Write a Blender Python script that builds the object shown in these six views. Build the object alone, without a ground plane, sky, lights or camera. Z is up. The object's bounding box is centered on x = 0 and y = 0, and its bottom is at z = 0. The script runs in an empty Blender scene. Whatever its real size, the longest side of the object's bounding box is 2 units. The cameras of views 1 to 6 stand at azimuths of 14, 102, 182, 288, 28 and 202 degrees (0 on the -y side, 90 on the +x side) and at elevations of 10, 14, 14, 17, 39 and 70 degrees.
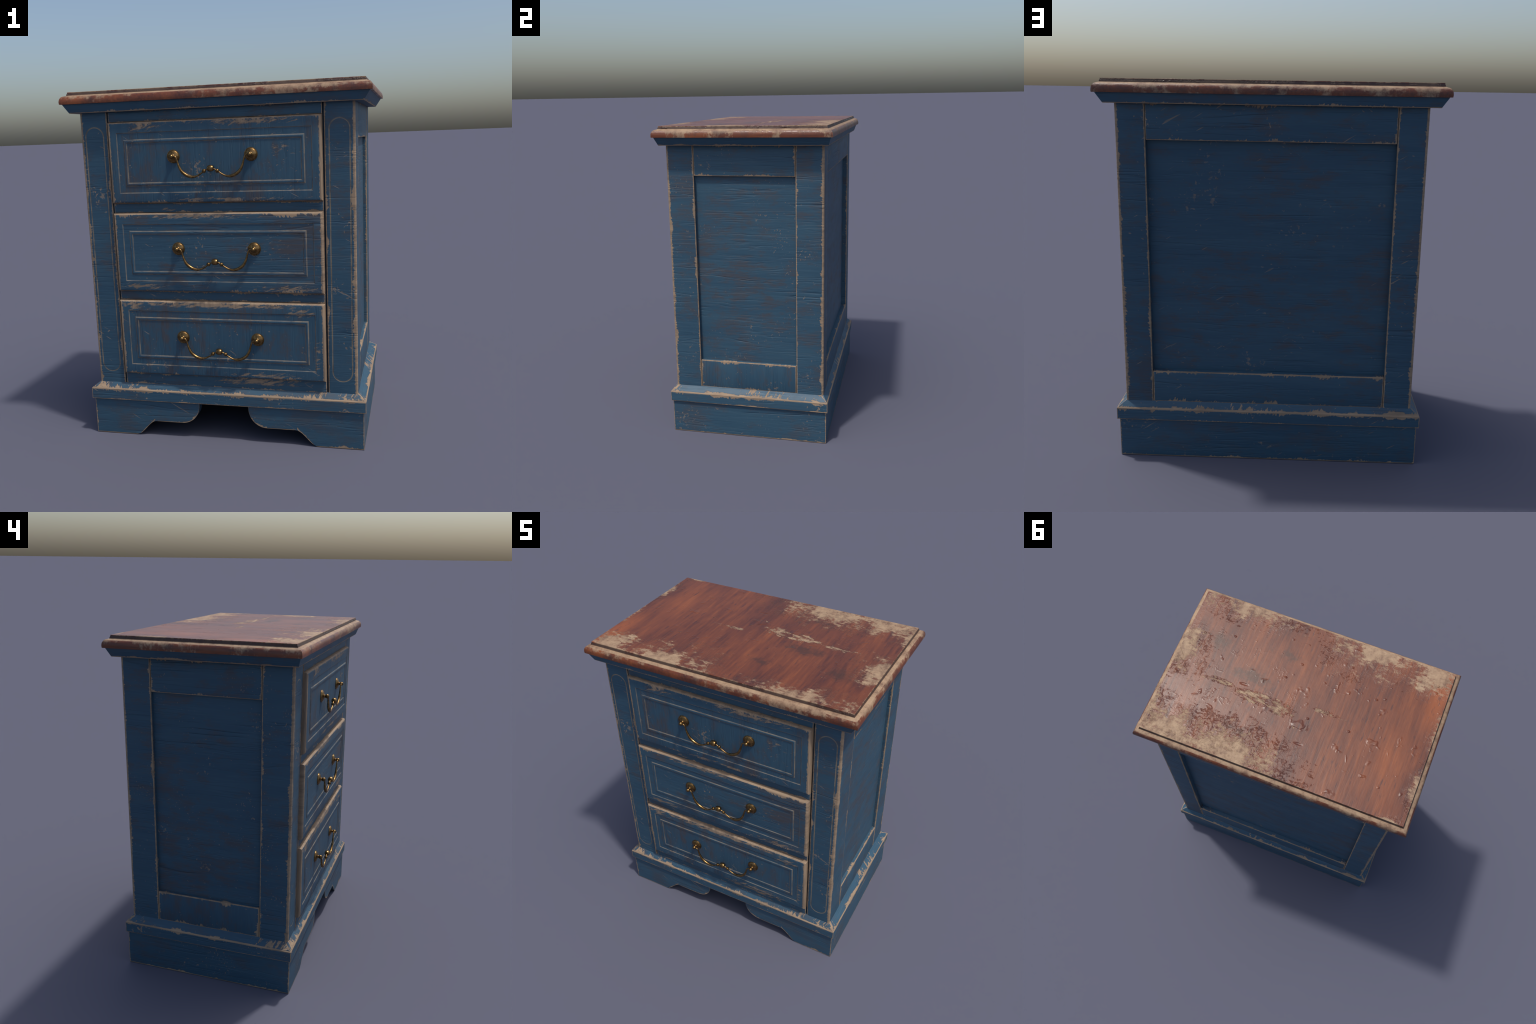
import bpy, bmesh, math, random
from mathutils import Vector, noise as mnoise

# ------------------------------------------------------------------ sizes (metres)
YC = 0.0075                       # the case sits a little behind the handles
BX, BY0, BY1 = 0.7648, -0.482, 0.494      # body half width, front and back planes
Z_BODY0, Z_BODY1 = 0.312, 1.886
ROOT = bpy.data.objects.new("chest_of_drawers", None)
bpy.context.scene.collection.objects.link(ROOT)
ROOT["label"] = "distressed blue three drawer chest with worn reddish wooden top"
ROOT["category"] = "chest of drawers"
ROOT.empty_display_size = 0.2


# ------------------------------------------------------------------ node helper
class S:
    """A node socket with arithmetic; every operator adds a Math node."""
    def __init__(self, g, sock): self.g, self.s = g, sock
    def _m(self, op, *a, clamp=False):
        return self.g.math(op, self, *a, clamp=clamp)
    def __add__(self, o): return self._m("ADD", o)
    __radd__ = __add__
    def __sub__(self, o): return self._m("SUBTRACT", o)
    def __rsub__(self, o): return self.g.math("SUBTRACT", o, self)
    def __mul__(self, o): return self._m("MULTIPLY", o)
    __rmul__ = __mul__
    def __truediv__(self, o): return self._m("DIVIDE", o)
    def __pow__(self, o): return self._m("POWER", o)
    def abs(self): return self._m("ABSOLUTE")
    def min(self, o): return self._m("MINIMUM", o)
    def max(self, o): return self._m("MAXIMUM", o)
    def clamp(self): return self._m("ADD", 0.0, clamp=True)
    def step(self, lo, hi):
        """smooth ramp 0..1 between lo and hi (also falling when lo > hi)"""
        n = self.g.node("ShaderNodeMapRange")
        n.interpolation_type = "SMOOTHSTEP"
        if lo < hi: a, b, c, d = lo, hi, 0.0, 1.0
        else:       a, b, c, d = hi, lo, 1.0, 0.0
        for k, v in zip(("From Min", "From Max", "To Min", "To Max"), (a, b, c, d)):
            n.inputs[k].default_value = v
        self.g.link(self.s, n.inputs["Value"])
        return S(self.g, n.outputs["Result"])


class Graph:
    def __init__(self, name):
        self.mat = bpy.data.materials.new(name)
        self.mat.use_nodes = True
        self.t = self.mat.node_tree
        self.bsdf = self.t.nodes["Principled BSDF"]
    def node(self, kind): return self.t.nodes.new(kind)
    def link(self, a, b): self.t.links.new(a, b)
    def put(self, v, inp):
        if isinstance(v, S): self.link(v.s, inp)
        else: inp.default_value = v
    def math(self, op, *a, clamp=False):
        n = self.node("ShaderNodeMath"); n.operation = op; n.use_clamp = clamp
        for i, v in enumerate(a): self.put(v, n.inputs[i])
        return S(self, n.outputs[0])
    def xyz(self, vec):
        n = self.node("ShaderNodeSeparateXYZ"); self.put(vec, n.inputs[0])
        return [S(self, n.outputs[i]) for i in range(3)]
    def combine(self, x, y, z):
        n = self.node("ShaderNodeCombineXYZ")
        for i, v in enumerate((x, y, z)): self.put(v, n.inputs[i])
        return S(self, n.outputs[0])
    def coords(self):
        n = self.node("ShaderNodeTexCoord"); return S(self, n.outputs["Object"])
    def mapped(self, vec, scale=(1, 1, 1), rot=(0, 0, 0), loc=(0, 0, 0)):
        n = self.node("ShaderNodeMapping")
        self.put(vec, n.inputs["Vector"])
        n.inputs["Scale"].default_value = scale
        n.inputs["Rotation"].default_value = rot
        n.inputs["Location"].default_value = loc
        return S(self, n.outputs[0])
    def noise(self, vec, scale, detail=4, rough=0.55, dist=0.0):
        n = self.node("ShaderNodeTexNoise")
        self.put(vec, n.inputs["Vector"])
        n.inputs["Scale"].default_value = scale
        n.inputs["Detail"].default_value = detail
        n.inputs["Roughness"].default_value = rough
        n.inputs["Distortion"].default_value = dist
        return S(self, n.outputs["Fac"])
    def voronoi(self, vec, scale, rand=1.0):
        n = self.node("ShaderNodeTexVoronoi")
        self.put(vec, n.inputs["Vector"])
        n.inputs["Scale"].default_value = scale
        n.inputs["Randomness"].default_value = rand
        return S(self, n.outputs["Distance"])
    def mix(self, fac, a, b):
        n = self.node("ShaderNodeMix"); n.data_type = "RGBA"
        self.put(fac, n.inputs[0])
        for v, i in ((a, 6), (b, 7)):
            if isinstance(v, S): self.link(v.s, n.inputs[i])
            else: n.inputs[i].default_value = (*v, 1)
        return S(self, n.outputs[2])
    def ramp(self, fac, stops):
        n = self.node("ShaderNodeValToRGB"); self.put(fac, n.inputs[0])
        e = n.color_ramp.elements
        while len(e) < len(stops): e.new(0.5)
        for el, (p, c) in zip(e, stops): el.position, el.color = p, (*c, 1)
        return S(self, n.outputs[0])
    def bump(self, height, distance, strength=1.0):
        n = self.node("ShaderNodeBump")
        n.inputs["Strength"].default_value = strength
        n.inputs["Distance"].default_value = distance
        self.put(height, n.inputs["Height"])
        self.link(n.outputs[0], self.bsdf.inputs["Normal"])
    def finish(self, color, rough, metal=0.0, spec=0.5):
        self.put(color, self.bsdf.inputs["Base Color"])
        self.put(rough, self.bsdf.inputs["Roughness"])
        self.put(metal, self.bsdf.inputs["Metallic"])
        self.bsdf.inputs["Specular IOR Level"].default_value = spec
        return self.mat


# ------------------------------------------------------------------ colours
BLUE_A, BLUE_B = (0.025, 0.072, 0.117), (0.033, 0.085, 0.130)
BROWN = (0.070, 0.054, 0.052)
TAN, TAN_DARK = (0.35, 0.245, 0.155), (0.21, 0.15, 0.10)
GROOVE_TAN = (0.215, 0.178, 0.130)
SOIL = (0.035, 0.028, 0.022)
_seed = [0]


def painted_wood(name, half, grain="h", edges=None, lines=None, blotch=1.0, chips=1.0,
                 wear=(0.0035, 0.0035, 0.0035), spread=(0.010, 0.010, 0.010), cracks=1.0, rubs=(), rub_axis="x"):
    """Blue paint over pale wood.  half = half sizes of the board: paint is worn
    off along its edges (wear = steady width, spread = extra ragged width, for
    edges running along x, y, z).  edges(g,x,y,z) may add (distance, width, spread, axis);
    lines(g,x,y,z) may add (distance, half width, strength) of scored mouldings."""
    _seed[0] += 1
    r = random.Random(_seed[0] * 17 + 3)
    off = tuple(r.uniform(-40, 40) for _ in range(3))
    g = Graph(name + "_paint")
    P = g.coords()
    x, y, z = g.xyz(P)
    Q = g.mapped(P, loc=off)
    # ---- grain: coordinates squeezed along the board
    sq = {"h": (0.10, 0.10, 1), "z": (1, 1, 0.10)}[grain]
    G = g.mapped(Q, scale=sq)
    fine = g.noise(g.mapped(Q, scale=tuple(0.05 if v < 1 else 1 for v in sq)), 95, 5, 0.62)
    broad = g.noise(G, 11, 4, 0.6)
    base = g.mix(broad.step(0.3, 0.7), BLUE_A, BLUE_B)
    base = g.mix(fine.step(0.52, 0.70) * 0.40, base, (0.046, 0.104, 0.150))
    base = g.mix(((fine - 0.42) * -2.2).clamp() * 0.55, base, (0.018, 0.055, 0.105))
    # ---- brown grime showing through the paint
    sq2 = {"h": (0.45, 0.45, 1), "z": (1, 1, 0.45)}[grain]
    B = g.mapped(Q, scale=sq2)
    bl = g.noise(B, 14, 8, 0.74)
    big = g.noise(Q, 2.1, 2, 0.5)
    bm = (bl + (big - 0.5) * 0.45).step(0.485, 0.66) * (0.45 + 0.55 * fine.step(0.35, 0.6)) * (0.62 * blotch)
    col = g.mix(bm, base, BROWN)
    # ---- cracks in the wood along the grain
    sqc = {"h": (0.050, 0.050, 1), "z": (1, 1, 0.050)}[grain]
    cn = g.noise(g.mapped(Q, scale=sqc), 16, 1.6, 0.45)
    cut = (cn - 0.5).abs()
    ridge = cut.step(0.014, 0.0)
    cl = g.noise(g.mapped(Q, scale=tuple(0.30 if v < 1 else 1 for v in sqc), loc=(5, 5, 5)), 7.0, 2, 0.5).step(0.53, 0.64)
    crack = ridge * cl * cracks * 0.8
    lipped = cut.step(0.05, 0.0) * cl * cracks
    col = g.mix(crack * 0.25, col, (0.012, 0.028, 0.048))
    # ---- chips and scratches
    chipn = g.noise(Q, 52, 3, 0.6)
    clus = g.noise(Q, 4.3, 3, 0.6)
    chip = (chipn + (clus - 0.5) * 0.95).step(0.72, 0.83) * 0.62
    def strokes(rot, seed):
        """short straight scratches, all lying the same way"""
        v = g.mapped(g.mapped(Q, rot=rot, loc=(seed, seed * 2, 0)), scale=(95, 95, 9))
        return g.noise(v, 1.0, 1, 0.4)
    sc = strokes((0.0, 1.05, 0.5), 3.1).max(strokes((0.75, -0.95, 0.0), 7.7))
    scr = (sc + (g.noise(Q, 4.1, 2) - 0.5) * 0.5).step(0.77, 0.83)
    chip = chip.max(scr * 0.55) * chips
    # ---- worn edges
    hx, hy, hz = half
    dx, dy, dz = hx - x.abs(), hy - y.abs(), hz - z.abs()
    items = []
    for ax, d in zip("xyz", (dy.max(dz), dx.max(dz), dx.max(dy))):
        i = "xyz".index(ax)
        if wear[i] > 0: items.append((d, wear[i], spread[i], ax))
    if edges: items += edges(g, x, y, z)
    jag = {}
    for ax in "xyz":        # ragged fringe: varies fast along the edge, slowly across it
        k = {"x": (95, 24, 24), "y": (24, 95, 24), "z": (24, 24, 95)}[ax]
        k2 = {"x": (8, 5, 5), "y": (5, 8, 5), "z": (5, 5, 8)}[ax]
        a = g.noise(g.mapped(g.mapped(Q, rot=(0.28, 0.30, 0.0)), scale=k), 1.0, 5, 0.66)
        b = g.noise(g.mapped(Q, scale=k2), 1.0, 2, 0.5)
        jag[ax] = (a, (a + (b - 0.5) * 1.5))
    if any(i[3] == "across_x" for i in items):
        for ax, k in (("across_x", (58, 13, 13)), ("across_y", (13, 58, 13))):
            b = g.noise(Q, 3.1, 2)
            jag[ax] = (None, (g.noise(g.mapped(g.mapped(Q, rot=(0, 0, 0.45)), scale=k), 1.0, 4, 0.68) + (b - 0.5) * 1.1).step(0.69, 0.77))
    wm = None
    for d, w0, w1, ax in items:
        a, j = jag[ax]
        if ax in ("across_x", "across_y"):
            width = w1 * j
        else:
            width = w0 * (0.55 + 1.0 * a) + w1 * j.step(0.50, 0.92) * 1.10
        m = ((width - d) * 600.0 + 0.5).clamp()
        wm = m if wm is None else wm.max(m)
    for cu, cv, ru, rv, amt in rubs:         # places rubbed bare by hands and use
        u = x if rub_axis == "x" else y
        ea, eb = (u - cu) / ru, (z - cv) / rv
        bl_ = (1.0 - (ea * ea + eb * eb) ** 0.5).max(-0.6)
        rn = g.noise(g.mapped(g.mapped(Q, rot=(0, 0.22, 0)), scale=(17, 17, 75)), 1.0, 7, 0.74)
        m = (bl_ * 0.26 * amt + (rn - 0.5) * 1.25).step(0.13, 0.26) * 0.95
        wm = m if wm is None else wm.max(m)
    wear_m = wm.max(chip) if wm is not None else chip
    tan_n = g.noise(g.mapped(Q, scale=sq), 30, 5, 0.7)
    tan = g.mix(tan_n.step(0.30, 0.62), TAN_DARK, TAN)
    # ---- scored lines
    groove = None
    if lines:
        for d, w, s in lines(g, x, y, z):
            f = g.noise(Q, 9.0, 4, 0.7).step(0.30, 0.60)
            m = ((w - d.abs()) * 700.0 + 0.5).clamp() * (0.45 + 0.45 * f) * s
            groove = m if groove is None else groove.max(m)
        lc = g.mix(g.noise(Q, 15.0, 3, 0.6).step(0.34, 0.56), (0.11, 0.095, 0.08), GROOVE_TAN)
        col = g.mix(groove, col, lc)
    col = g.mix(wear_m * 0.93, col, tan)
    # ---- relief
    hair = (g.noise(g.mapped(Q, scale=tuple(0.035 if v < 1 else 1 for v in sq), loc=(2, 9, 4)), 42, 2, 0.5) - 0.5).abs().step(0.030, 0.0)
    hair = hair * g.noise(g.mapped(Q, scale=tuple(0.3 if v < 1 else 1 for v in sq)), 9, 2).step(0.42, 0.60)
    height = -0.30 * hair + (fine * 0.30 + broad * 0.10 - crack * 0.60 - lipped * 0.22 - wear_m * 0.30
              + g.noise(Q, 34, 4, 0.6) * 0.12)
    g.bump(height, 0.0045, 0.75)
    rough = 0.46 + 0.2 * bl + 0.22 * wear_m
    return g.finish(col, rough.clamp(), 0.0, 0.45)


# ------------------------------------------------------------------ mesh helpers
def add(name, bm, mat, origin=(0, 0, 0), parent=ROOT, angle=28.0, smooth=True):
    bmesh.ops.recalc_face_normals(bm, faces=bm.faces)
    me = bpy.data.meshes.new(name)
    bm.to_mesh(me); bm.free()
    return link(name, me, mat, origin, parent, angle, smooth)


def link(name, me, mat, origin, parent=ROOT, angle=28.0, smooth=True):
    if smooth:
        me.polygons.foreach_set("use_smooth", [True] * len(me.polygons))
        me.set_sharp_from_angle(angle=math.radians(angle))
    if mat and not me.materials: me.materials.append(mat)
    o = bpy.data.objects.new(name, me)
    bpy.context.scene.collection.objects.link(o)
    o.parent = parent
    if parent is ROOT: o.location = origin
    else: o.location = Vector(origin) - parent.location
    return o


def board_bm(size, bevel=0.003, segs=2):
    bm = bmesh.new()
    bmesh.ops.create_cube(bm, size=1.0)
    bmesh.ops.scale(bm, vec=size, verts=bm.verts)
    if bevel:
        bmesh.ops.bevel(bm, geom=list(bm.edges), offset=bevel, segments=segs, profile=0.6, affect="EDGES")
    return bm


def board(name, lo, hi, bevel=0.003, **paint):
    c = [(a + b) / 2 for a, b in zip(lo, hi)]
    s = [b - a for a, b in zip(lo, hi)]
    mat = painted_wood(name, [v / 2 for v in s], **paint)
    return add(name, board_bm(s, bevel), mat, c)


def rect_loft(rings, n=1, cap0=True, cap1=True, wobble=None):
    """rings: (half_a, half_b, c) rectangles stacked along c, each side cut into n."""
    bm = bmesh.new()
    rows = []
    for ha, hb, c in rings:
        row = []
        corners = [(-ha, -hb), (ha, -hb), (ha, hb), (-ha, hb)]
        for i in range(4):
            p, q = corners[i], corners[(i + 1) % 4]
            for k in range(n):
                t = k / n
                v = Vector((p[0] + (q[0] - p[0]) * t, p[1] + (q[1] - p[1]) * t, c))
                if wobble: v = wobble(v)
                row.append(bm.verts.new(v))
        rows.append(row)
    m = 4 * n
    for r0, r1 in zip(rows, rows[1:]):
        for k in range(m):
            bm.faces.new((r0[k], r0[(k + 1) % m], r1[(k + 1) % m], r1[k]))
    if cap0: bm.faces.new(list(reversed(rows[0])))
    if cap1: bm.faces.new(rows[-1])
    return bm


def lathe(profile, segs=40, axis="y"):
    """profile: (radius, height) turned round an axis."""
    bm = bmesh.new()
    rows = []
    for r, h in profile:
        if r < 1e-6:
            p = (0, h, 0) if axis == "y" else (h, 0, 0)
            rows.append([bm.verts.new(p)])
            continue
        row = []
        for k in range(segs):
            a = math.tau * k / segs
            c, s = r * math.cos(a), r * math.sin(a)
            row.append(bm.verts.new((c, h, s) if axis == "y" else (h, c, s)))
        rows.append(row)
    for a, b in zip(rows, rows[1:]):
        for k in range(segs):
            k2 = (k + 1) % segs
            if len(a) == 1 and len(b) == 1: continue
            if len(a) == 1: bm.faces.new((a[0], b[k2], b[k]))
            elif len(b) == 1: bm.faces.new((a[k], a[k2], b[0]))
            else: bm.faces.new((a[k], a[k2], b[k2], b[k]))
    return bm


def tube(bm, path, radii, up, segs=14, closed=False):
    """sweep a circle along a path that lies in the plane whose normal is up"""
    n, rows = len(path), []
    for i, p in enumerate(path):
        a = path[(i - 1) % n] if (closed or i > 0) else p
        b = path[(i + 1) % n] if (closed or i < n - 1) else p
        t = (b - a).normalized()
        side = t.cross(up).normalized()
        r = radii[i] if not isinstance(radii, float) else radii
        rows.append([bm.verts.new(p + side * r * math.cos(math.tau * k / segs) + up * r * math.sin(math.tau * k / segs))
                     for k in range(segs)])
    pairs = list(zip(rows, rows[1:])) + ([(rows[-1], rows[0])] if closed else [])
    for a, b in pairs:
        for k in range(segs):
            bm.faces.new((a[k], a[(k + 1) % segs], b[(k + 1) % segs], b[k]))
    if not closed:
        bm.faces.new(list(reversed(rows[0]))); bm.faces.new(rows[-1])


def spline(pts, per=10):
    """Catmull-Rom through the control points (tuples of any length)"""
    out = []
    for i in range(len(pts) - 1):
        p0, p1, p2, p3 = pts[max(i - 1, 0)], pts[i], pts[i + 1], pts[min(i + 2, len(pts) - 1)]
        for k in range(per):
            t = k / per
            out.append(tuple(0.5 * (2 * b + (c - a) * t + (2 * a - 5 * b + 4 * c - d) * t * t + (3 * b - a - 3 * c + d) * t ** 3)
                             for a, b, c, d in zip(p0, p1, p2, p3)))
    out.append(tuple(pts[-1]))
    return out


# ------------------------------------------------------------------ carcass
g = Graph("dark_blue_core")
carc = g.finish(g.ramp(g.noise(g.mapped(g.coords(), scale=(1, 1, 0.1)), 30, 4), [(0.3, (0.018, 0.032, 0.05)), (0.7, (0.03, 0.055, 0.085))]), 0.8)
add("carcass", board_bm((1.436, 0.904, 1.66), 0), carc, (0, -0.012, 1.055))

# ------------------------------------------------------------------ corner posts
POST_Y = 0.1725
def stadium(r, zl, n=24):
    """outline of a long slot with round ends, in the xz plane"""
    pts = []
    for k in range(n + 1):
        a = math.pi * k / n
        pts.append(Vector((r * math.cos(a), 0, zl + r * math.sin(a))))
    for k in range(n + 1):
        a = math.pi + math.pi * k / n
        pts.append(Vector((r * math.cos(a), 0, -zl + r * math.sin(a))))
    return pts

SLOT_R, SLOT_L = 0.0535, 0.6565      # slot on the front posts
for sx in (-1, 1):
    for front in (True, False):
        inner = 0.604 if front else 0.6165
        y0, y1 = (BY0, BY0 + POST_Y) if front else (BY1 - POST_Y, BY1)
        lo = (inner if sx > 0 else -BX, y0, Z_BODY0)
        hi = (BX if sx > 0 else -inner, y1, Z_BODY1)
        c = [(a + b) / 2 for a, b in zip(lo, hi)]
        s = [b - a for a, b in zip(lo, hi)]
        bm = bmesh.new()
        bmesh.ops.create_cube(bm, size=1.0)
        bmesh.ops.scale(bm, vec=s, verts=bm.verts)
        # soften the long edges: the outer arris is planed off more than the others
        def is_outer(e):
            m = (e.verts[0].co + e.verts[1].co) / 2
            return m.x * sx > 0 and (m.y < 0) == front
        longs = [e for e in bm.edges if abs(e.verts[0].co.z - e.verts[1].co.z) > 0.5]
        outer = [e for e in longs if is_outer(e)]
        bmesh.ops.bevel(bm, geom=outer, offset=0.010, segments=3, profile=0.55, affect="EDGES")
        longs = [e for e in bm.edges if abs(e.verts[0].co.z - e.verts[1].co.z) > 0.5 and not is_outer(e) and e.calc_face_angle(0) > 1.0]
        bmesh.ops.bevel(bm, geom=longs, offset=0.0045, segments=2, profile=0.6, affect="EDGES")

        slot_x = sx * 0.6835 - c[0]
        slot_z = 1.0925 - c[2]
        def slot_lines(g, x, y, z, slot_x=slot_x, slot_z=slot_z):
            ax = x - slot_x
            az = ((z - slot_z).abs() - SLOT_L).max(0.0)
            d = (ax * ax + az * az) ** 0.5 - SLOT_R
            d = d + (y - (-POST_Y / 2)).step(0.004, 0.02) * 10.0
            return [(d, 0.0034, 1.25)]
        def post_edges(g, x, y, z, s=s, sx=sx, front=front):
            ex = (s[0] / 2) - x * sx
            ey = (y * (-1 if front else 1)) * -1.0 + s[1] / 2
            return [(ex.max(ey), 0.0125, 0.012, "z")]
        mat = painted_wood("corner_post", [v / 2 for v in s], grain="h",
                           edges=post_edges, lines=slot_lines if front else None,
                           wear=(0.0, 0.0, 0.0056), spread=(0.012, 0.012, 0.011), blotch=1.0, cracks=1.0)
        o = add("corner_post", bm, mat, c)
        if front:
            cb = bmesh.new()
            path = [p + Vector((slot_x, -s[1] / 2 - 0.0020, slot_z)) for p in stadium(SLOT_R, SLOT_L)]
            tube(cb, path, 0.0032, Vector((0, 1, 0)), segs=8, closed=True)
            bmesh.ops.recalc_face_normals(cb, faces=cb.faces)
            cm = bpy.data.meshes.new("slot_cutter"); cb.to_mesh(cm); cb.free()
            co = bpy.data.objects.new("slot_cutter", cm)
            bpy.context.scene.collection.objects.link(co)
            co.location = c
            mod = o.modifiers.new("slot", "BOOLEAN")
            mod.operation, mod.object, mod.solver = "DIFFERENCE", co, "EXACT"
            bpy.context.view_layer.update()
            dg = bpy.context.evaluated_depsgraph_get()
            new = bpy.data.meshes.new_from_object(o.evaluated_get(dg))
            o.modifiers.clear()
            new.name = "corner_post"
            o.data = new
            new.polygons.foreach_set("use_smooth", [True] * len(new.polygons))
            new.set_sharp_from_angle(angle=math.radians(28))
            bpy.data.objects.remove(co); bpy.data.meshes.remove(cm)

# ------------------------------------------------------------------ side and back frames with sunk panels
GAP, RECESS, BACK_RECESS, REV = 0.0020, 0.0230, 0.0358, 0.0006
ya, yb = BY0 + POST_Y + GAP, BY1 - POST_Y - GAP
for sx in (-1, 1):
    def xr(a, b): return (min(sx * a, sx * b), max(sx * a, sx * b))
    x0, x1 = xr(0.715, BX - REV)
    board("rail", (x0, ya, 1.698), (x1, yb, Z_BODY1), grain="h", wear=(0.003, 0.0035, 0.0035), spread=(0.01, 0.016, 0.013))
    board("rail", (x0, ya, Z_BODY0), (x1, yb, 0.498), grain="z", wear=(0.003, 0.005, 0.005), spread=(0.01, 0.020, 0.020), cracks=0.5)
    x0, x1 = xr(0.700, BX - RECESS)
    board("panel", (x0, ya - 0.02, 0.47), (x1, yb + 0.02, 1.72), bevel=0, grain="h", wear=(0, 0, 0), cracks=1.25, blotch=1.1)
xb = 0.6165 - GAP
board("rail", (-xb, 0.425, 1.7085), (xb, BY1 - REV, Z_BODY1), grain="h", wear=(0.0035, 0.003, 0.0035), spread=(0.016, 0.01, 0.013))
board("rail", (-xb, 0.425, Z_BODY0), (xb, BY1 - REV, 0.487), grain="h", wear=(0.005, 0.003, 0.005), spread=(0.020, 0.01, 0.020))
board("panel", (-xb - 0.02, 0.43, 0.46), (xb + 0.02, BY1 - BACK_RECESS, 1.73), bevel=0, grain="h", wear=(0, 0, 0), cracks=0.7, blotch=1.1, chips=0.7)

# ------------------------------------------------------------------ front rails
DR = [(1.6015, 0.2228, 0.1645), (1.0988, 0.2228, 0.1615), (0.6005, 0.2200, 0.1605)]   # drawer centre, half height, field half height
DX = 0.5945
FY = BY0 - 0.0005
for z0, z1 in ((1.8265, Z_BODY1), (1.3238, 1.3765), (0.8225, 0.874), (Z_BODY0, 0.3785)):
    board("drawer_rail", (-DX, FY, z0), (DX, -0.435, z1), bevel=0.002, grain="h",
          wear=(0.0022, 0.003, 0.003), spread=(0.010, 0.01, 0.008), cracks=0.4,
          rubs=[(0.20, 0.012, 0.36, 0.034, 1.2)] if z0 == Z_BODY0 else [(-0.25, 0.0, 0.18, 0.03, 0.45)])

# ------------------------------------------------------------------ drawers
FRONT, BACK, RND = -0.5056, -0.440, 0.0135
hard = {}
g = Graph("aged_brass")
P = g.coords()
n1 = g.noise(P, 60, 5, 0.65)
n2 = g.noise(P, 320, 3, 0.6)
tarn = (n1 * 0.7 + n2 * 0.3).step(0.40, 0.62)
bcol = g.mix(tarn, (0.12, 0.072, 0.028), (0.36, 0.215, 0.085))
g.bump(n1 + 0.4 * n2, 0.0006, 0.35)
BRASS = g.finish(bcol, (0.42 - 0.14 * tarn), 1.0)

# rosette with its post and ball, turned about y, back on y = 0 and ball towards -y
ros = [(0.0, 0.0), (0.0362, 0.0), (0.0368, 0.0022), (0.0360, 0.0045), (0.0335, 0.0056), (0.0322, 0.0050),
       (0.0312, 0.0066), (0.0285, 0.0090), (0.0230, 0.0120), (0.0160, 0.0146), (0.0105, 0.0165), (0.0088, 0.0182),
       (0.0084, 0.0210), (0.0086, 0.0240)]
ball_c, ball_r = 0.0335, 0.0126
for k in range(3, 15):
    a = math.radians(-90 + k * 180 / 14)
    ros.append((max(ball_r * math.cos(a), 0.0) if k < 14 else 0.0, ball_c + ball_r * math.sin(a)))
ros = [(r, -h) for r, h in ros]
rb = lathe(ros, 44)
bmesh.ops.recalc_face_normals(rb, faces=rb.faces)
ROSETTE = bpy.data.meshes.new("rosette"); rb.to_mesh(ROSETTE); rb.free()

# bail: control points (x, z, radius) from the ball to the middle, z measured from the ball centre
half = [(0.2155, 0.0, 0.0051), (0.2035, 0.0005, 0.0046), (0.1955, -0.0015, 0.0044), (0.1895, -0.0105, 0.0044),
        (0.1835, -0.0300, 0.0049), (0.1755, -0.0560, 0.0066), (0.1600, -0.0835, 0.0081), (0.1350, -0.1025, 0.0087),
        (0.1080, -0.1110, 0.0077), (0.0830, -0.1085, 0.0053), (0.0580, -0.0965, 0.0042), (0.0370, -0.0815, 0.0039),
        (0.0185, -0.0715, 0.0038), (0.0, -0.0675, 0.0038)]
full = half + [(-a, b, c) for a, b, c in reversed(half[:-1])]
sp = spline(full, 9)
bb = bmesh.new()
tube(bb, [Vector((a, 0, b)) for a, b, c in sp], [c for a, b, c in sp], Vector((0, 1, 0)), 14)
for bx, bz, tilt in ((-0.037, -0.0815, 0.5), (0.037, -0.0815, -0.5)):
    l = lathe([(0.0, -0.0108), (0.004, -0.0105), (0.0083, -0.0075), (0.0107, -0.002), (0.0108, 0.002), (0.0085, 0.0072), (0.004, 0.0104), (0.0, 0.0108)], 24, "x")
    bmesh.ops.rotate(l, cent=(0, 0, 0), matrix=__import__("mathutils").Matrix.Rotation(tilt, 3, "Y"), verts=l.verts)
    bmesh.ops.translate(l, vec=(bx, 0, bz), verts=l.verts)
    tmp = bpy.data.meshes.new("t"); l.to_mesh(tmp); l.free(); bb.from_mesh(tmp); bpy.data.meshes.remove(tmp)
l = lathe([(0.0, -0.0172), (0.0108, -0.0172), (0.0134, -0.0158), (0.0150, -0.0130), (0.0172, -0.0060), (0.0178, 0.0), (0.0172, 0.0060),
           (0.0150, 0.0130), (0.0134, 0.0158), (0.0108, 0.0172), (0.0, 0.0172)], 32, "x")
bmesh.ops.translate(l, vec=(0, 0, -0.0675), verts=l.verts)
tmp = bpy.data.meshes.new("t"); l.to_mesh(tmp); l.free(); bb.from_mesh(tmp); bpy.data.meshes.remove(tmp)
bmesh.ops.recalc_face_normals(bb, faces=bb.faces)
BAIL = bpy.data.meshes.new("bail_handle"); bb.to_mesh(BAIL); bb.free()

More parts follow.
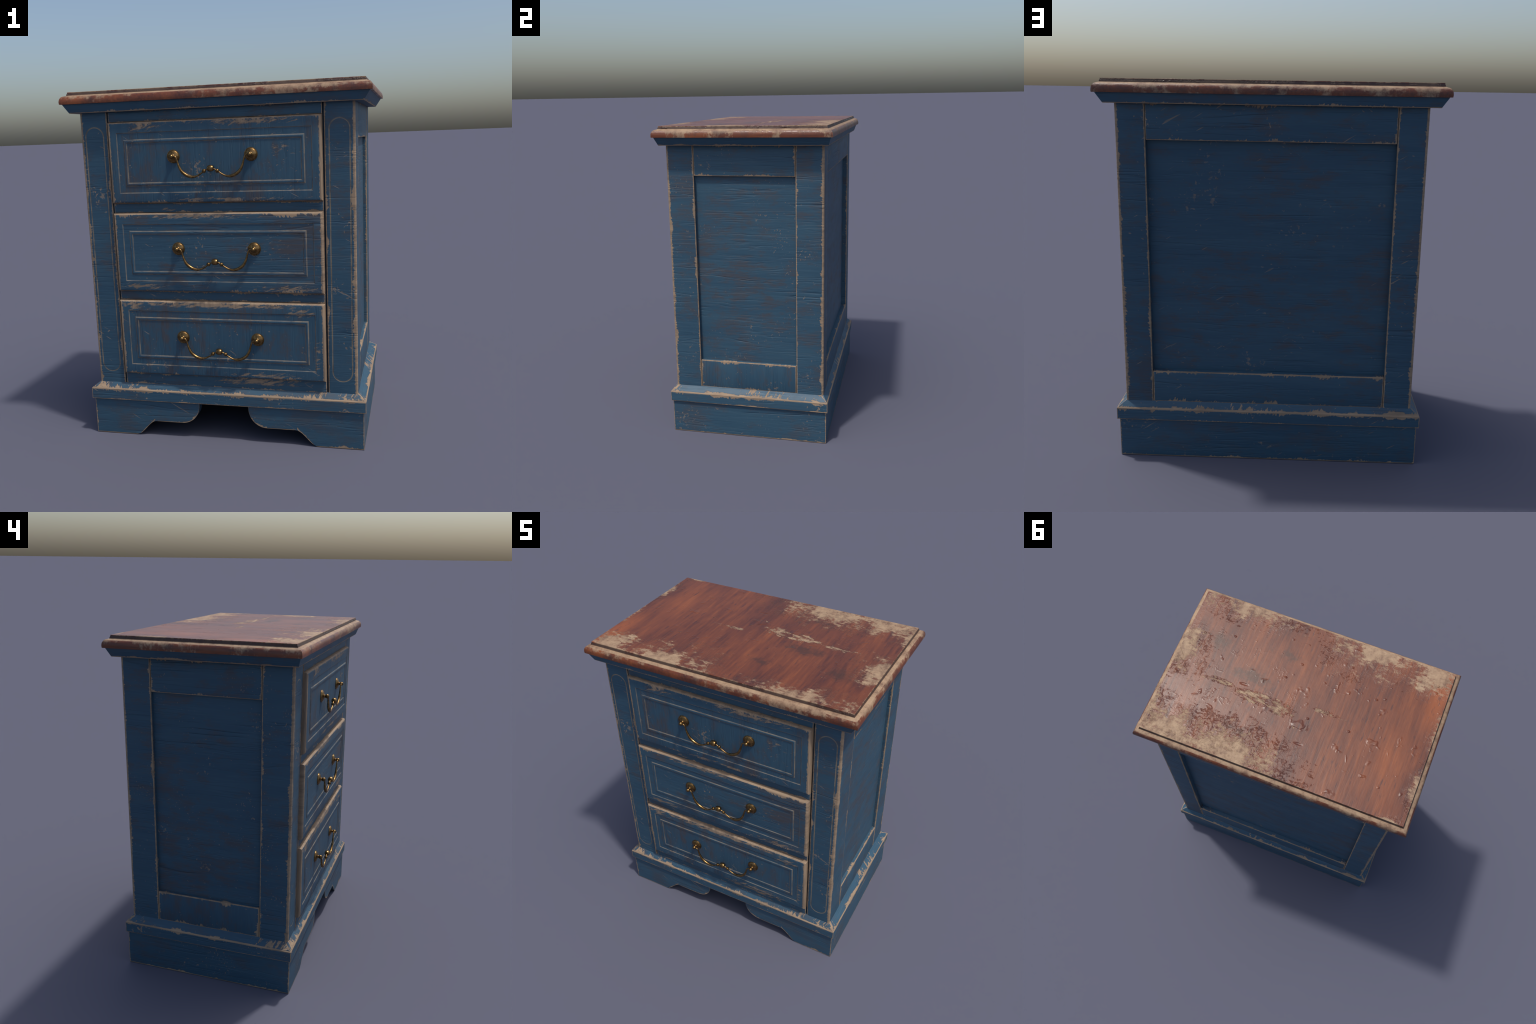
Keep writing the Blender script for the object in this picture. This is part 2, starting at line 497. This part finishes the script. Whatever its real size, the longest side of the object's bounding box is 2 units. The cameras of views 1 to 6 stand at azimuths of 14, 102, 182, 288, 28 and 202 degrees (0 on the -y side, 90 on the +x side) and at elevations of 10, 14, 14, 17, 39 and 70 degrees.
BALL_Z = [1.6320, 1.1235, 0.6120]
FIELD = -0.4990
for i, (zc, hz, fz) in enumerate(DR):
    org = (0, FRONT, zc)
    mx, my = 0.541, fz                         # sunk field
    rings = [(DX, hz, BACK - FRONT), (DX, hz, RND)]
    for k in range(1, 6):
        a = math.pi / 2 * k / 5
        ins = RND * (1 - math.cos(a))
        rings.append((DX - ins, hz - ins, RND * (1 - math.sin(a))))
    rings += [(mx + 0.002, my + 0.002, 0.0), (mx - 0.0015, my - 0.0015, 0.0028)]
    # half round bead between two rectangles
    b0, b1 = 0.0370, 0.0565
    for k in range(0, 9):
        t = k / 8
        ins = b0 + (b1 - b0) * t
        rings.append((mx - ins, my - ins, 0.0028 - 0.0042 * math.sin(math.pi * t) ** 0.8))
    rings.append((mx - b1 - 0.02, my - b1 - 0.02, 0.0028))
    bm = rect_loft(rings, 1)
    for v in bm.verts:                          # rings were stacked along z: turn to face -y
        v.co = Vector((v.co.x, v.co.z, v.co.y))
    def dr_edges(g, x, y, z, hz=hz):
        dxs, dzs = DX - x.abs(), hz - z.abs()
        return [(dxs, 0.0142, 0.007, "z"),                          # both ends rubbed bare
                (hz - z, 0.0062, 0.020, "x"), (z + hz, 0.0035, 0.020, "x")]
    def dr_lines(g, x, y, z, my=my):
        def rect(ins): return (x.abs() - (mx - ins)).max(z.abs() - (my - ins))
        return [(rect(0.0), 0.0030, 0.75), (rect(0.0385), 0.0030, 0.90), (rect(0.0552), 0.0030, 0.80)]
    rubs = [[(0.22, hz - 0.020, 0.38, 0.026, 1.2), (-0.38, hz - 0.030, 0.16, 0.03, 0.9), (0.38, 0.06, 0.14, 0.08, 0.35), (0.0, -hz + 0.02, 0.6, 0.012, 0.8)],
            [(-0.12, hz - 0.016, 0.42, 0.020, 1.3), (-0.45, -hz + 0.030, 0.20, 0.030, 1.0), (0.40, -hz + 0.026, 0.25, 0.026, 1.0), (0.33, 0.03, 0.12, 0.07, 0.35)],
            [(0.0, hz - 0.018, 0.62, 0.024, 1.5), (0.46, hz - 0.050, 0.12, 0.04, 0.9), (0.55, -0.08, 0.03, 0.12, 0.8), (0.27, -hz + 0.022, 0.33, 0.024, 1.1), (-0.5, hz - 0.03, 0.12, 0.04, 1.0)]][i]
    mat = painted_wood("drawer", (DX, 0.05, hz), grain="h" if i == 1 else "z", wear=(0, 0, 0), edges=dr_edges,
                       lines=dr_lines, rubs=rubs, blotch=1.25, chips=1.0, cracks=0.5)
    d = add("drawer", bm, mat, org)
    plate_y = FRONT + 0.0030
    for sx in (-1, 1):
        o = link("rosette", ROSETTE, BRASS, (sx * 0.2170, plate_y, BALL_Z[i]), d, 40)
    link("bail_handle", BAIL, BRASS, (0, plate_y - ball_c, BALL_Z[i]), d, 40)

# ------------------------------------------------------------------ plinth moulding
MX, MY = 0.8108, (0.5245 + 0.5125) / 2
def mould_edges(g, x, y, z):
    zz = z                                      # origin at z = 0.25
    ex, ey = MX - x.abs(), MY - y.abs()
    out = ex.min(ey)
    top = out.max((zz - (0.281 - 0.25)).abs())
    low = out.max((zz - (0.2155 - 0.25)).abs())
    slope = (zz - (0.281 - 0.25)).step(0.001, -0.001) * 1.0
    mitre = (ex - ey).abs() * 0.7 + slope
    corner = ex.max(ey)
    on_slope = (zz - 0.029).step(0.001, -0.001)
    side_far = (ex - ey).step(-0.002, 0.002)            # 1 where the front or back face is nearer
    out += on_slope * 1.0
    return [(out + (1.0 - side_far), 0.0, 0.05, "across_x"), (out + side_far, 0.0, 0.05, "across_y"), (top, 0.0055, 0.018, "x"), (top, 0.0, 0.018, "y"), (low, 0.0032, 0.006, "x"), (corner, 0.003, 0.004, "z"), (mitre, 0.0018, 0.014, "y")]
mat = painted_wood("plinth_moulding", (MX, MY, 0.5), grain="h", wear=(0, 0, 0), edges=mould_edges, chips=1.5, cracks=0.5, blotch=0.7)
rings = [(0.74, 0.45, -0.0345), (MX - 0.0015, MY - 0.0015, -0.0345), (MX, MY, -0.033), (MX, MY, 0.0295), (MX - 0.0012, MY - 0.0012, 0.0312),
         (0.7635, MY - 0.0310, 0.0645), (0.73, MY - 0.08, 0.066)]
add("plinth_moulding", rect_loft(rings, 1), mat, (0, 0.006, 0.25), angle=20)

# ------------------------------------------------------------------ base with the shaped apron
PX, PY0, PY1, PT, PZ = 0.7985, -0.5018, 0.5148, 0.060, 0.217
def foot_profile():
    """half of the apron's lower edge, from the outer corner to the middle opening"""
    pts = [(PX, 0.0), (0.545, 0.0)]
    for k in range(1, 13):                      # ogee
        t = k / 12
        pts.append((0.545 - 0.130 * t, 0.0895 * (0.5 - 0.5 * math.cos(math.pi * t))))
    pts.append((0.252, 0.0897))
    for k in range(1, 15):                      # quarter round up to the opening
        a = math.pi / 2 * k / 14
        pts.append((0.252 - 0.1055 * math.sin(a), 0.2 - 0.1103 * math.cos(a)))
    pts.append((0.1465, PZ))
    return pts
bm = bmesh.new()
prof = foot_profile()
yc = (PY0 + PY1) / 2
for sx in (-1, 1):
    outer, inner = [], []
    for px, pz in prof:
        outer.append(bm.verts.new((sx * px, PY0 - yc, pz)))
        inner.append(bm.verts.new((sx * min(px, PX - PT), PY0 + PT - yc, pz)))
    to = bm.verts.new((sx * PX, PY0 - yc, PZ)); ti = bm.verts.new((sx * (PX - PT), PY0 + PT - yc, PZ))
    bm.faces.new(outer + [to]); bm.faces.new(inner + [ti])
    for k in range(len(prof) - 1):
        bm.faces.new((outer[k], outer[k + 1], inner[k + 1], inner[k]))
    # side wall and half of the back wall share these corners
    bo = [bm.verts.new((sx * PX, PY1 - yc, h)) for h in (0, PZ)]
    bi = [bm.verts.new((sx * (PX - PT), PY1 - PT - yc, h)) for h in (0, PZ)]
    bm.faces.new((outer[0], to, bo[1], bo[0])); bm.faces.new((inner[0], ti, bi[1], bi[0]))
    bm.faces.new((outer[0], inner[0], bi[0], bo[0])); bm.faces.new((to, ti, bi[1], bo[1]))
    if sx < 0: keep = (bo, bi)
bo2, bi2 = keep
bm.faces.new((bo[0], bo[1], bo2[1], bo2[0])); bm.faces.new((bi[0], bi[1], bi2[1], bi2[0])); bm.faces.new((bo[0], bi[0], bi2[0], bo2[0]))
def base_edges(g, x, y, z):
    fr = (y + (PY1 - PY0) / 2).step(0.002, 0.004) * 1.0          # 0 on the front face
    foot = x.abs() - 0.0
    # signed nearness to the ogee and quarter round, on the front face only
    ux = x.abs()
    qx, qz = (0.252 - ux), (z - 0.2)
    arc = ((qx * qx + qz * qz) ** 0.5 - 0.108).abs() + fr + (ux - 0.252).step(0.0, 0.002)
    flat = (z - 0.0895).abs() + fr + ((ux - 0.33).abs() - 0.078).step(0.0, 0.004)
    og = (z - (0.0447 + (0.480 - ux) * 1.0)).abs() * 0.70 + fr + ((ux - 0.480).abs() - 0.055).step(0.0, 0.01)
    return [(arc, 0.0035, 0.008, "z"), (flat, 0.003, 0.014, "x"), (og, 0.003, 0.008, "x")]
mat = painted_wood("base", (PX, (PY1 - PY0) / 2, 0.5), grain="h", wear=(0, 0, 0.0035), spread=(0, 0, 0.007), chips=0.9, blotch=0.8,
                   edges=lambda g, x, y, z: base_edges(g, x, y, z) + [(z, 0.0035, 0.012, "x")])
add("base", bm, mat, (0, yc, 0), angle=35)

# ------------------------------------------------------------------ cornice under the top
CX, CY = 0.8120, 0.5170
def corn_edges(g, x, y, z):
    out = (CX - x.abs()).min(CY - y.abs())
    return [(out.abs().max(z.abs()), 0.0030, 0.010, "x")]
mat = painted_wood("cornice", (CX, CY, 0.5), grain="h", wear=(0, 0, 0), edges=corn_edges, chips=0.0, blotch=0.8, cracks=0.2)
rings = [(CX - 0.0015, CY - 0.0015, -0.0012), (CX, CY, 0.0), (CX + 0.0310, CY + 0.0165, 0.0475), (CX + 0.0310, CY + 0.0165, 0.056)]
add("cornice", rect_loft(rings, 1), mat, (0, YC - 0.001, 1.8850), angle=20)

# ------------------------------------------------------------------ table top
TX, TY = 0.8555, 0.5450
def top_material():
    g = Graph("worn_varnished_top")
    P = g.coords()
    x, y, z = g.xyz(P)                         # origin at the middle of the top, z = 0 on the upper face
    Q = g.mapped(P, loc=(3.7, -9.1, 5.3))
    # ---- wood: fibres run front to back
    fib = g.noise(g.mapped(Q, scale=(1, 0.07, 1)), 75, 5, 0.62)
    brd = g.noise(g.mapped(Q, scale=(1, 0.22, 1)), 7.5, 5, 0.62, 0.5)
    wood = g.ramp(brd * 0.55 + fib * 0.45, [(0.34, (0.062, 0.019, 0.013)), (0.46, (0.118, 0.033, 0.015)),
                                            (0.56, (0.160, 0.045, 0.017)), (0.70, (0.245, 0.072, 0.021))])
    glow = ((x + 0.77).abs().step(0.11, 0.0) * y.step(0.05, -0.30)).max((x + 0.62).abs().step(0.16, 0.0) * (y - 0.2).abs().step(0.35, 0.1) * 0.4)
    wood = g.mix(glow * 0.55, wood, (0.33, 0.092, 0.023))
    pores = g.noise(g.mapped(Q, scale=(1, 0.13, 1)), 85, 3, 0.6).step(0.58, 0.70) * g.noise(Q, 8, 3).step(0.40, 0.6)
    wood = g.mix(pores * 0.65, wood, (0.036, 0.016, 0.019))
    # ---- bare patches: soft places along the edges, broken up by ragged noise
    fr = g.noise(Q, 7.0, 9, 0.70)
    fr2 = g.noise(g.mapped(Q, rot=(0, 0, 0.5), scale=(1, 2.0, 1)), 24, 7, 0.72)
    frag = fr * 0.55 + fr2 * 0.45
    def blob(cx, cy, rx, ry):
        a, b = (x - cx) / rx, (y - cy) / ry
        return (1.0 - (a * a + b * b) ** 0.5).max(-1.0)
    def most(spots):
        f = None
        for s_ in spots:
            b = blob(*s_)
            f = b if f is None else f.max(b)
        return f
    edge_field = most([(-0.31, -0.52, 0.30, 0.235), (-0.70, -0.48, 0.17, 0.17), (0.50, -0.53, 0.36, 0.155), (0.82, -0.08, 0.17, 0.20),
                       (0.27, 0.46, 0.36, 0.20), (0.66, 0.48, 0.26, 0.19), (-0.82, 0.26, 0.06, 0.15), (-0.84, -0.12, 0.05, 0.14),
                       (-0.74, 0.53, 0.10, 0.06), (0.83, 0.36, 0.06, 0.12)])
    mid_field = most([(0.20, 0.080, 0.19, 0.038), (0.08, 0.115, 0.08, 0.022), (0.50, 0.055, 0.09, 0.02), (-0.17, 0.015, 0.09, 0.012)])
    bord = edge_field * 0.40 - 0.035 + (frag - 0.5) * 1.9
    streak = g.noise(g.mapped(g.mapped(Q, rot=(0, 0, 0.15)), scale=(14, 42, 14)), 1.0, 6, 0.7)
    mid = mid_field * 0.31 + (streak - 0.5) * 2.3
    bare = bord.step(0.05, 0.21).max(mid.step(0.10, 0.20))
    # ---- moulded rim: bare ledge, patchy nose
    on_rim = z.step(-0.010, -0.0165)
    ledge = (z.step(-0.0290, -0.0225) + (frag - 0.5) * 1.3).step(0.25, 0.70)
    side_n = g.noise(Q, 4.2, 4, 0.6)
    nose = ((side_n - 0.535) * 1.9 + (frag - 0.5) * 2.8 + z.step(-0.052, -0.026) * 0.22).step(-0.02, 0.30) * 0.88
    bare = bare * (1.0 - on_rim) + ledge.max(nose) * on_rim
    edge_d = (TX - 0.0345 - x.abs()).min(TY - 0.0345 - y.abs())
    lip = ((0.0030 * (fr + 0.35) - edge_d.abs()) * 500.0 + 0.5).clamp() * (1.0 - on_rim) * fr2.step(0.45, 0.58)
    bare = bare.max(lip)
    dark_cove = z.step(-0.0185, -0.0160) * z.step(-0.001, -0.006)
    # ---- brown grime
    dark = most(((0.33, -0.03, 0.15, 0.09), (0.61, -0.20, 0.10, 0.08), (0.27, 0.31, 0.11, 0.06), (0.16, -0.27, 0.12, 0.05)))
    dn = g.noise(Q, 15, 7, 0.72)
    dirt = (dark * 0.34 + (dn - 0.5) * 1.5).step(0.02, 0.36) * 0.82 * (1.0 - on_rim)
    tone = g.noise(Q, 19, 7, 0.74)
    tan = g.ramp(tone, [(0.36, (0.17, 0.100, 0.062)), (0.48, (0.29, 0.190, 0.115)), (0.61, (0.370, 0.253, 0.153))])
    col = g.mix(bare * 0.94, wood, tan)
    col = g.mix(dirt, col, (0.058, 0.024, 0.014))
    stain = (g.noise(Q, 12, 6, 0.7).step(0.50, 0.66) * 0.55) * on_rim * z.step(-0.024, -0.034)
    col = g.mix(stain, col, (0.058, 0.028, 0.021))
    col = g.mix(dark_cove * (0.75 + 0.25 * fr2), col, (0.040, 0.020, 0.015))
    # ---- relief: lifted flakes of varnish at the borders of the bare places, blisters and dents
    lift = g.noise(Q, 27, 2, 0.45, 0.8)
    flat_top = 1.0 - on_rim
    near = bord.step(-0.10, 0.05) * bord.step(0.34, 0.14) * flat_top * (0.25 + 0.75 * g.noise(Q, 4.4, 2).step(0.42, 0.58))
    near = near.max(mid.step(-0.10, 0.06) * mid.step(0.36, 0.18) * mid_field.step(-0.25, 0.1))
    spread = g.noise(Q, 3.3, 2).step(0.40, 0.58) * x.step(-0.35, 0.35)      # more blistered towards one end
    flake = (lift - 0.5).abs().step(0.075, 0.0) * near.max(spread * 0.5 * flat_top * g.noise(Q, 10, 3).step(0.55, 0.64))
    isle = (g.noise(Q, 15, 2, 0.45, 0.4) + (g.noise(Q, 3.7, 1) - 0.5) * 0.5).step(0.675, 0.82)
    drop = g.voronoi(g.mapped(Q, scale=(1, 1.4, 1)), 10.5).step(0.135, 0.02) * g.noise(Q, 6, 2).step(0.46, 0.52)
    dent = g.voronoi(g.mapped(Q, loc=(7, 3, 1), rot=(0, 0, 0.6), scale=(0.55, 1.7, 1)), 5.0).step(0.10, 0.03) * g.noise(Q, 5, 2).step(0.50, 0.54)
    height = fib * 0.09 + flake * 0.24 + lift * near * 0.22 + (drop * 0.75 - dent * 0.6 + isle * 0.55) * flat_top - bare * 0.10 + g.noise(Q, 26, 4) * 0.08
    g.bump(height, 0.0062, 0.9)
    rough = 0.31 + 0.36 * bare + 0.14 * fr * (1.0 - bare)
    return g.finish(col, rough, 0.0, 0.5)

def chip_wobble(v):
    n = mnoise.noise(Vector((v.x * 9.0, v.y * 9.0, v.z * 30.0))) + 0.6 * mnoise.noise(Vector((v.x * 31.0, v.y * 31.0, v.z * 40.0)))
    k = 0.0008 * n
    if abs(v.z) < 1e-6: return v
    return Vector((v.x * (1 + k), v.y * (1 + 1.4 * k), v.z))
prof = [(0.012, -0.0665), (0.0, -0.0662), (-0.0008, -0.0560), (0.0, -0.0460), (0.0022, -0.0375), (0.0064, -0.0300), (0.0115, -0.0248),
        (0.0180, -0.0218), (0.0300, -0.0190), (0.0308, -0.0178), (0.0318, -0.0135), (0.0338, -0.0085), (0.0352, -0.0055), (0.0355, -0.0010), (0.0362, 0.0)]
rings = [(TX - i, TY - i, h) for i, h in prof]
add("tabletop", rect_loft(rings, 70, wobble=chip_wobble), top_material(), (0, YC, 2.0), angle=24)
